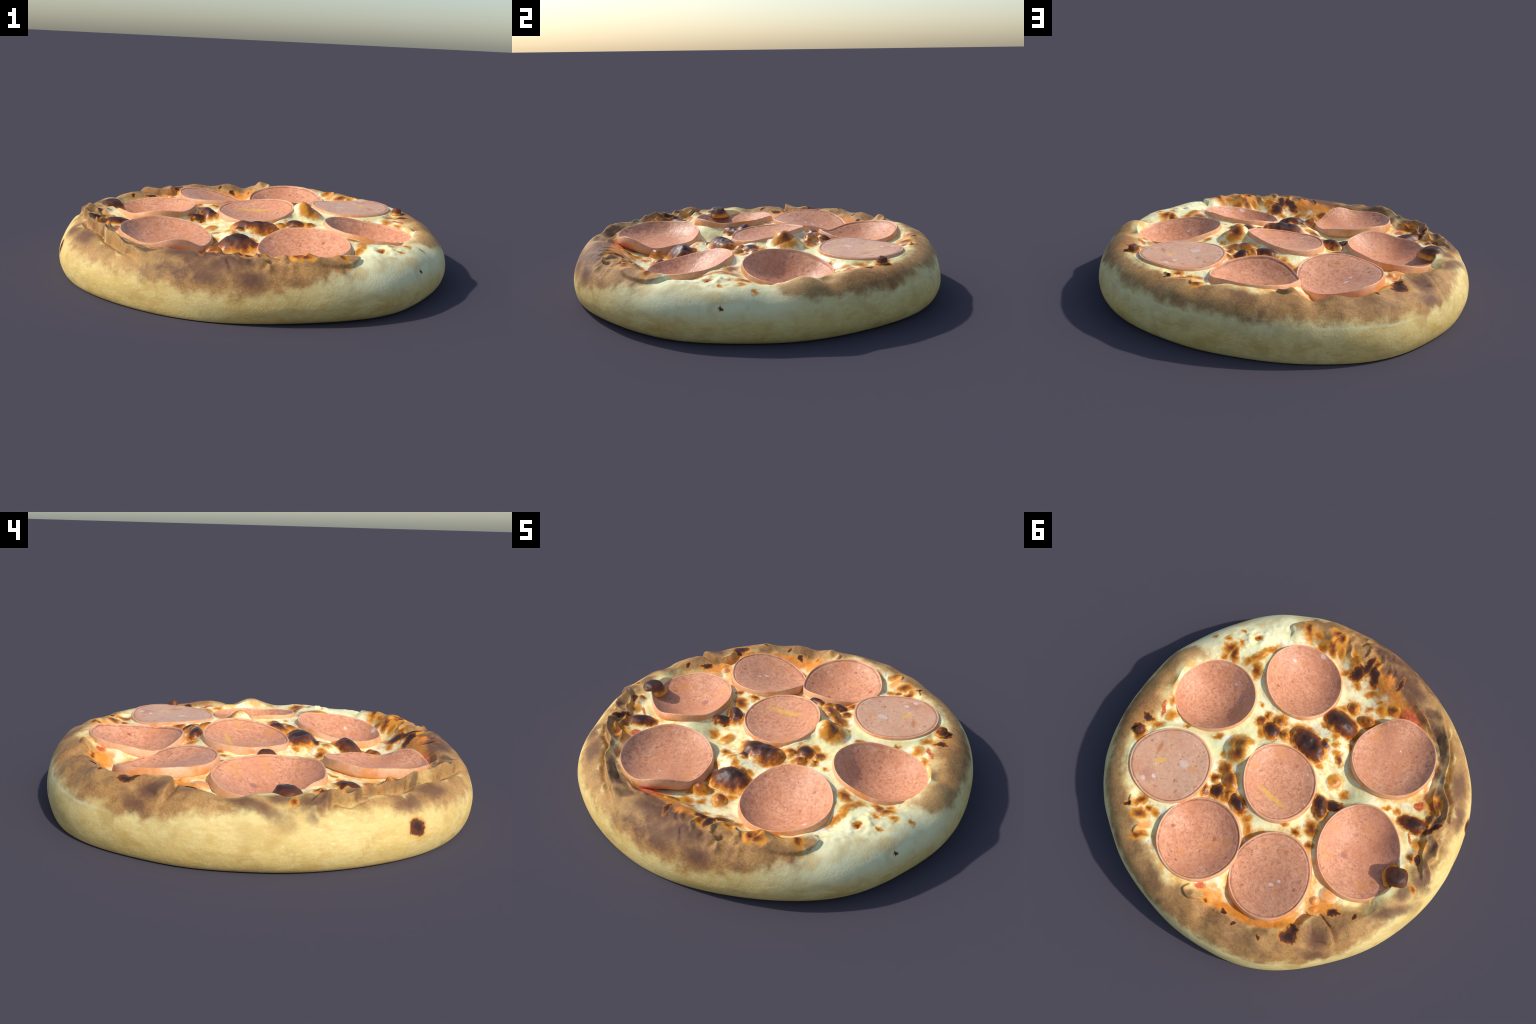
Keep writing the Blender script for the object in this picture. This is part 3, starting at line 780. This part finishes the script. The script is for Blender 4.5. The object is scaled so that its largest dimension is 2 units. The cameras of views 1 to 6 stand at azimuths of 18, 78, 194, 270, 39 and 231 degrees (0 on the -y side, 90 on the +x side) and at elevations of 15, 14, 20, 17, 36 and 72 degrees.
    col = N.mix(N.step(fg, 1.8, .8), col, N.mix(N.step(fg, .95, .1), GOLD, GOLD_DEEP))
    col = N.mix(N.step(fb, 1.9, 1.05), col, GOLD)
    col = N.mix(N.step(fb, 1.25, .65), col, GOLD_DEEP)
    col = N.mix(N.step(fb, .95, .05), col, BROWN)
    fk = N.math("ADD", fk, N.math("MULTIPLY", N.math("SUBTRACT", n_fine, .5), .42))
    on_cheese = N.step(edge, .10, .0, .3, 1)
    col = N.mix(N.math("MULTIPLY", N.step(fk, 1.5, 1.1), on_cheese), col, GOLD)
    col = N.mix(N.math("MULTIPLY", N.step(fk, 1.22, .98), on_cheese), col, GOLD_DEEP)
    col = N.mix(N.step(fk, 1.10, .84), col, BROWN)
    col = N.mix(N.step(fk, .86, .35), col, CHAR)
    col = N.mix(N.step(n_grain, .3, .8, 0, .10), col, N.mix(.5, col, (0, 0, 0)))
    nt.links.new(col, bsdf.inputs["Base Color"])
    burnt = N.step(fk, 1.1, .8)
    rough = N.math("SUBTRACT", N.step(edge, -.03, .03, .30, .70), N.math("MULTIPLY", burnt, -.12))
    nt.links.new(rough, bsdf.inputs["Roughness"])
    bsdf.inputs["Specular IOR Level"].default_value = .35
    b1 = N.bump(n_grain, .22, .003)
    b2 = N.bump(n_fine, .25, .006, b1)
    nt.links.new(b2, bsdf.inputs["Normal"])
    return m

def sausage(name, tint, stain, radius, ringed):
    m, nt, bsdf = new_material(name)
    N = Net(nt)
    co0 = nt.nodes.new("ShaderNodeTexCoord").outputs["Object"]
    rnd = nt.nodes.new("ShaderNodeObjectInfo").outputs["Random"]
    off = N.math("MULTIPLY", rnd, 37.0)
    comb = nt.nodes.new("ShaderNodeCombineXYZ"); nt.links.new(off, comb.inputs[0]); nt.links.new(off, comb.inputs[1])
    co = N.vmath("ADD", co0, comb.outputs[0])
    sep = nt.nodes.new("ShaderNodeSeparateXYZ"); nt.links.new(co0, sep.inputs[0])
    rad = N.math("SQRT", N.math("ADD", N.math("MULTIPLY", sep.outputs[0], sep.outputs[0]), N.math("MULTIPLY", sep.outputs[1], sep.outputs[1])))
    n1 = N.noise(co, 9, 4, .6)
    n2 = N.noise(co, 55, 5, .7, .8)
    n3 = N.noise(co, 130, 3, .6)
    col = N.mix(N.step(n1, .35, .65), MEAT_A, MEAT_B)
    col = N.mix(N.step(n2, .44, .64, 0, .65), col, MEAT_C)
    ang = N.math("ARCTAN2", sep.outputs[1], sep.outputs[0])
    swirl = nt.nodes.new("ShaderNodeCombineXYZ")
    N.put(swirl.inputs[0], N.math("MULTIPLY", N.math("COSINE", ang), .05)); N.put(swirl.inputs[1], N.math("MULTIPLY", N.math("SINE", ang), .05)); N.put(swirl.inputs[2], N.math("ADD", rad, off))
    fibre = N.noise(swirl.outputs[0], 95, 4, .7, .6)
    col = N.mix(N.step(fibre, .52, .68, 0, .55), col, MEAT_C)
    col = N.mix(N.step(fibre, .45, .30, 0, .4), col, MEAT_PALE)
    if tint:
        col = N.mix(.55, col, MEAT_GREY)
        col = N.mix(N.step(N.noise(co, 26, 3, .6), .60, .72, 0, .6), col, MEAT_PALE)
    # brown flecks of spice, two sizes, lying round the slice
    for scale, size, amount in ((15, .17, .7), (27, .24, .7), (55, .28, .65)):
        v = nt.nodes.new("ShaderNodeTexVoronoi"); v.feature = "F1"
        v.inputs["Scale"].default_value = scale
        st = N.vmath("MULTIPLY", N.vmath("ADD", co, N.vmath("MULTIPLY", N.vmath("SUBTRACT", N.noise(co, 40, 2, .5, color=True), (.5, .5, .5)), (.03, .03, .03))), (1.0, .62, 1.0))
        nt.links.new(st, v.inputs["Vector"])
        pick = N.step(N.math("FRACT", N.math("MULTIPLY", v.outputs["Color"], 7.13)), .55, .62)
        fl = N.math("MULTIPLY", N.math("MULTIPLY", N.step(v.outputs["Distance"], size, size * .35), pick), N.step(N.noise(co, 6, 2, .5),   .36, .58, .55, 1))
        col = N.mix(N.math("MULTIPLY", fl, amount), col, MEAT_FLECK)
    col = N.mix(N.step(N.noise(co, 5, 3, .6), .48, .66, 0, .5), col, MEAT_DEEP)
    # orange stain patches
    col = N.mix(N.step(N.noise(co, 13, 3, .6), .56, .74, 0, .6), col, MEAT_ORANGE)
    for (p, s_, t, c, k) in stain:
        dd = N.math("ADD", N.vmath("LENGTH", N.place(co0, p, t, s_)), N.math("MULTIPLY", N.math("SUBTRACT", N.noise(co, 45, 3), .5), 1.1))
        col = N.mix(N.step(dd, 1.2, .5, 0, k), col, c)
    # darker line just inside the skin
    edge_r = N.math("ADD", radius[0] - .002, N.math("ADD", N.math("MULTIPLY", N.math("COSINE", N.math("MULTIPLY", ang, 2.0)), radius[3]), N.math("MULTIPLY", N.math("SINE", N.math("MULTIPLY", ang, 2.0)), radius[4])))
    edge_r = N.math("ADD", edge_r, N.math("ADD", N.math("MULTIPLY", N.math("COSINE", N.math("MULTIPLY", ang, 3.0)), radius[5]), N.math("MULTIPLY", N.math("SINE", N.math("MULTIPLY", ang, 3.0)), radius[6])))
    gap = N.math("ADD", N.math("SUBTRACT", edge_r, rad), N.math("MULTIPLY", N.math("SUBTRACT", n1, .5), .01))
    line = N.math("MULTIPLY", N.step(N.math("ABSOLUTE", N.math("SUBTRACT", gap, .009)), .0045, .001), ringed)
    col = N.mix(N.math("MULTIPLY", line, N.step(n1, .3, .6, .4, 1)), col, (.27, .105, .065))
    col = N.mix(N.step(gap, .007, .002, 0, .7), col, SKIN_A)
    nt.links.new(col, bsdf.inputs["Base Color"])
    bsdf.inputs["Roughness"].default_value = .38
    bsdf.inputs["Specular IOR Level"].default_value = .3
    bsdf.inputs["Subsurface Weight"].default_value = 0.0
    b = N.bump(n2, .35, .006)
    nt.links.new(N.bump(n3, .15, .003, b), bsdf.inputs["Normal"])
    return m

def skin():
    m, nt, bsdf = new_material("sausage_skin")
    N = Net(nt)
    co = nt.nodes.new("ShaderNodeTexCoord").outputs["Object"]
    rnd = nt.nodes.new("ShaderNodeObjectInfo").outputs["Random"]
    comb = nt.nodes.new("ShaderNodeCombineXYZ"); nt.links.new(N.math("MULTIPLY", rnd, 23.0), comb.inputs[0])
    q = N.vmath("ADD", co, comb.outputs[0])
    col = N.mix(N.step(N.noise(q, 11, 3, .6), .35, .65), SKIN_A, SKIN_B)
    col = N.mix(N.step(N.noise(q, 8, 3, .6), .46, .68, 0, .85), col, SKIN_ORANGE)
    col = N.mix(N.step(N.noise(q, 60, 4, .65), .45, .7, 0, .3), col, MEAT_C)
    nt.links.new(col, bsdf.inputs["Base Color"])
    bsdf.inputs["Roughness"].default_value = .45
    bsdf.inputs["Specular IOR Level"].default_value = .3
    nt.links.new(N.bump(N.noise(q, 80, 3), .2, .004), bsdf.inputs["Normal"])
    return m

DOUGH_A, DOUGH_B, DOUGH_C = (.78, .55, .18), (.82, .63, .25), (.66, .43, .125)
DOUGH_DARK = (.50, .28, .065)
DOUGH_WHITE, DOUGH_TAN = (.87, .81, .47), (.62, .40, .12)
CRUST_DARK = (.20, .082, .032)
CRUST_A, CRUST_B, CRUST_LIGHT, CRUST_PURPLE = (.47, .228, .066), (.345, .148, .040), (.62, .355, .125), (.135, .055, .032)
CHEESE_RICH = (.96, .80, .28)
CHEESE_A, CHEESE_B, CHEESE_WHITE, CHEESE_PINK = (.98, .92, .46), (.97, .92, .54), (.97, .94, .72), (.88, .62, .42)
GOLD, GOLD_DEEP, BROWN, CHAR = (.72, .29, .025), (.46, .135, .013), (.15, .040, .012), (.045, .017, .011)
POOL, OIL_Y = (.25, .35, .2, .25, .75, .55, .9, .6), (.82, .46, .08)
OIL_A, OIL_B, SAUCE_A, SAUCE_B = (.86, .32, .035), (.80, .21, .02), (.60, .09, .03), (.76, .22, .07)
MEAT_A, MEAT_B, MEAT_C = (.82, .395, .225), (.75, .335, .18), (.50, .175, .085)
MEAT_DEEP = (.66, .265, .135)
MEAT_GREY, MEAT_PALE, MEAT_FLECK, MEAT_ORANGE = (.68, .44, .29), (.87, .56, .38), (.33, .10, .035), (.74, .29, .085)
SKIN_A, SKIN_B, SKIN_ORANGE = (.84, .45, .25), (.76, .40, .20), (.74, .27, .06)
SIDE_CHAR = [((-.787, -.607, .135), (.042, .042, .036), 0), ((.924, -.341, .173), (.015, .012, .014), 0)]
YELLOW, PLUM, PALE_DOT = (.82, .45, .10), (.42, .15, .12), (.85, .70, .60)
STAINS = {0: [((0, -.14, 0), (.010, .007, .2), .3, PALE_DOT, .9)],
          1: [((.144, -.051, 0), (.012, .010, .2), 0, PALE_DOT, .8), ((.06, -.19, 0), (.018, .010, .2), .2, PALE_DOT, .85), ((-.041, -.147, 0), (.009, .007, .2), 0, PALE_DOT, .8)],
          2: [((.051, .03, 0), (.036, .018, .2), 1.2, YELLOW, .8), ((.024, .132, 0), (.05, .04, .2), .4, PLUM, .4), ((.11, -.009, 0), (.012, .045, .2), .5, (.50, .17, .05), .7), ((-.046, -.053, 0), (.03, .025, .2), 0, PALE_DOT, .5), ((.0, .11, 0), (.014, .010, .2), 0, PALE_DOT, .8), ((.024, .16, 0), (.016, .012, .2), 0, PALE_DOT, .6)],
          3: [((-.037, .08, 0), (.105, .016, .2), .17, YELLOW, .9), ((.139, -.125, 0), (.05, .03, .2), -.7, (.74, .30, .09), .55), ((.15, .05, 0), (.03, .03, .2), 0, (.74, .30, .09), .5), ((-.053, -.148, 0), (.009, .008, .2), 0, PALE_DOT, .8)],
          4: [((.016, -.07, 0), (.008, .006, .2), 0, PALE_DOT, .8), ((-.06, .03, 0), (.06, .05, .2), 0, (.60, .22, .11), .4)],
          5: [((-.097, -.11, 0), (.04, .03, .2), .6, (.66, .30, .10), .5), ((.144, .061, 0), (.010, .012, .2), 0, (.36, .08, .03), .85), ((-.038, -.07, 0), (.014, .012, .2), 0, (.44, .13, .04), .8)],
          6: [((-.051, -.02, 0), (.011, .009, .2), 0, PALE_DOT, .9), ((-.039, .022, 0), (.016, .010, .2), .4, PALE_DOT, .7)],
          7: [((.041, .059, 0), (.024, .020, .2), 0, PLUM, .8), ((.10, .15, 0), (.06, .03, .2), -.6, (.74, .33, .12), .5), ((-.162, .035, 0), (.02, .012, .2), .4, (.50, .17, .05), .7)]}

# ------------------------------------------------------------------ build
pizza = bpy.data.objects.new("sausage_pizza", None)
bpy.context.scene.collection.objects.link(pizza)
pizza["label"] = "thick baked pizza with eight curled sausage slices and charred cheese"
pizza["category"] = "pizza"
pizza.empty_display_size = .3

baked = dough_and_cheese()

# split the one smooth body by region: blisters, cheese, dough rim
fc = V[quads_all].mean(1)
frow = np.concatenate([np.repeat(np.arange(NR - 1), NT), np.zeros(NT, int), np.full(NT, NR)])
fth = np.arctan2(fc[:, 1], fc[:, 0]); fr = np.hypot(fc[:, 0], fc[:, 1])
region = np.where((frow < nt_top + 20) & (fr < around(INNER["a"], INNER["r"], fth)), 1, 0)
blist = [s for s in SPOTS if s[6] >= .012]
which = np.full(len(fc), -1)
best = np.full(len(fc), 1.15)
for i, s in enumerate(blist):
    m = np.nonzero((np.hypot(fc[:, 0] - s[1], fc[:, 1] - s[2]) < .15) & (frow < nt_top + 20))[0]
    dd = spot_distance(s, fc[m, 0], fc[m, 1])
    k = dd < best[m]
    which[m[k]] = i; best[m[k]] = dd[k]
mesh_object("dough_rim", V, quads_all[(region == 0) & (which < 0)], NRM, baked, pizza)
mesh_object("melted_cheese", V, quads_all[(region == 1) & (which < 0)], NRM, baked, pizza)
for i in range(len(blist)):
    if (which == i).sum() > 30:
        mesh_object("cheese_blister", V, quads_all[which == i], NRM, baked, pizza)

# ---- sausage slices
skin_mat = skin()
meat_mats = {}
for i in range(8):
    meat_mats[i] = sausage("sausage_meat" if i else "sausage_meat_plain", i == 2, STAINS[i], SLICES[i][2], (0, 0, .75, .45, .25, .65, .7, .25)[i])
NS = 180
for i, whole in enumerate(SLICES):
    sx, sy, radius, rim, floor, power, thick, lean = whole
    t = np.linspace(0, 2 * np.pi, NS, endpoint=False)
    rr_ = fourier(radius, t) - .002
    zr = fourier(rim, t)
    rows_v, kinds = [], []
    rho = np.concatenate([np.linspace(.02, .93, 44), np.linspace(.93, 1, 9)[1:]])
    for q in rho:                                       # top face of the bowl
        zt = bowl(whole, q, t, zr, rr_)
        rows_v.append(np.stack([rr_ * q * np.cos(t), rr_ * q * np.sin(t), zt], 1)); kinds.append(0)
    n_top = len(rows_v)
    for s_ in np.linspace(0, 1, 15)[1:]:                # skin: bulges a little, then tucks in
        out = .010 * math.sin(min(s_ * 1.25, 1) * math.pi * .62) ** .8 - .035 * max(s_ - .62, 0)
        rows_v.append(np.stack([(rr_ + out) * np.cos(t), (rr_ + out) * np.sin(t), zr - thick * s_], 1)); kinds.append(1)
    for q in np.linspace(.92, .03, 12):                 # underside
        zt = bowl(whole, q, t, zr, rr_) - thick
        rows_v.append(np.stack([rr_ * q * np.cos(t), rr_ * q * np.sin(t), zt], 1)); kinds.append(1)
    v = np.concatenate(rows_v)
    w = v + np.array([sx, sy, 0])
    k = np.repeat(np.arange(len(rows_v)), NS)
    wr = np.hypot(v[:, 0], v[:, 1]) / .22
    wob = (.0028 * noise(w, 11, 21 + i, 2) + .0010 * noise(w, 42, 31 + i, 2))
    fold = smooth(.2, .9, wr)
    v[:, 2] += np.where(k < n_top + 14, wob * np.where(k < n_top, 1, .8), 0)
    # a shallow worn groove just inside the skin
    if i in (0, 2, 3, 6, 5):
        v[:, 2] -= np.where(k < n_top, .0022 * np.exp(-((wr * .22 / (np.tile(rr_, len(rows_v)) + 1e-9) - .955) / .018) ** 2), 0)
    ids = np.arange(len(rows_v) * NS).reshape(-1, NS)
    a_, b_, c_, d_ = ids[:-1], np.roll(ids, -1, 1)[:-1], np.roll(ids, -1, 1)[1:], ids[1:]
    q4 = np.stack([a_.ravel(), d_.ravel(), c_.ravel(), b_.ravel()], 1)
    top_p, low_p = len(v), len(v) + 1
    v = np.concatenate([v, [[0, 0, v[:NS, 2].mean()], [0, 0, v[-NS:, 2].mean()]]])
    f1 = np.stack([np.full(NS, top_p), ids[0], np.roll(ids[0], -1), np.roll(ids[0], -1)], 1)
    f2 = np.stack([np.full(NS, low_p), np.roll(ids[-1], -1), ids[-1], ids[-1]], 1)
    allq = np.concatenate([q4, f1, f2])
    zmid = float(zr.mean())
    ob = mesh_object("sausage_slice", v + np.array([sx, sy, 0]), allq, None, meat_mats[i], pizza, (sx, sy, zmid))
    ob.data.materials.append(skin_mat)
    rowq = np.concatenate([np.repeat(np.arange(len(rows_v) - 1), NS), np.zeros(NS, int), np.full(NS, 99)])
    ob.data.polygons.foreach_set("material_index", (rowq >= n_top - 1).astype(np.int32))
    ob.data.update()

# ---- free-standing charred bubbles
def bubble(name, x, y, zbase, rx, ry, h, turn, lean, squash, mat, seed, power=2.4):
    nu, nv = 64, 40
    u = np.linspace(0, 2 * np.pi, nu, endpoint=False)
    rows = []
    for s_ in np.linspace(0.02, 1, nv):                 # rounded top, flaring foot
        rad = .86 * math.sin(min(s_ * 1.15, 1) * math.pi / 2) ** 1.0 + .30 * max(s_ - .6, 0) / .4 * max(s_ - .6, 0) / .4
        hh = (1 - s_ ** 2.6)
        rows.append(np.stack([rad * np.cos(u), rad * np.sin(u), np.full(nu, hh)], 1))
    v = np.concatenate(rows)
    v = v * (1 + .11 * noise(v, 1.5, seed, 2)[:, None])
    px_ = v * np.array([rx, ry, h])
    px_[:, 0] += lean[0] * px_[:, 2]; px_[:, 1] += lean[1] * px_[:, 2]
    c, s_ = math.cos(turn), math.sin(turn)
    w = np.stack([px_[:, 0] * c - px_[:, 1] * s_, px_[:, 0] * s_ + px_[:, 1] * c, px_[:, 2]], 1) + np.array([x, y, zbase])
    ids = np.arange(nv * nu).reshape(nv, nu)
    a_, b_, c_, d_ = ids[:-1], np.roll(ids, -1, 1)[:-1], np.roll(ids, -1, 1)[1:], ids[1:]
    q4 = np.stack([a_.ravel(), d_.ravel(), c_.ravel(), b_.ravel()], 1)
    w = np.concatenate([w, [w[:nu].mean(0)]])
    f1 = np.stack([np.full(nu, len(w) - 1), ids[0], np.roll(ids[0], -1), np.roll(ids[0], -1)], 1)
    return mesh_object(name, w, np.concatenate([q4, f1]), None, mat, pizza, (x, y, zbase))

def bubble_skin(name, top, mid, low, h):
    m, nt, bsdf = new_material(name)
    N = Net(nt)
    co = nt.nodes.new("ShaderNodeTexCoord").outputs["Object"]
    sep = nt.nodes.new("ShaderNodeSeparateXYZ"); nt.links.new(co, sep.inputs[0])
    f = N.math("ADD", N.math("MULTIPLY_ADD", sep.outputs[2], 1 / h, -.35), N.math("MULTIPLY", N.math("SUBTRACT", N.noise(co, 40, 3), .5), .35))
    col = N.mix(N.step(f, -.25, .05), low, mid)
    col = N.mix(N.step(f, .0, .5), col, top)
    nt.links.new(col, bsdf.inputs["Base Color"])
    bsdf.inputs["Roughness"].default_value = .5
    bsdf.inputs["Specular IOR Level"].default_value = .35
    nt.links.new(N.bump(N.noise(co, 90, 3), .2, .004), bsdf.inputs["Normal"])
    return m

bubble("charred_bubble", -.784, -.100, .232, .068, .060, .054, .3, (.0, .0), 1, bubble_skin("charred_bubble_skin", CHAR, BROWN, GOLD, .074), 51)
bubble("dough_bubble", .672, .487, .256, .030, .026, .036, .6, (.1, 0), 1, bubble_skin("dough_bubble_skin", BROWN, BROWN, GOLD, .036), 52)
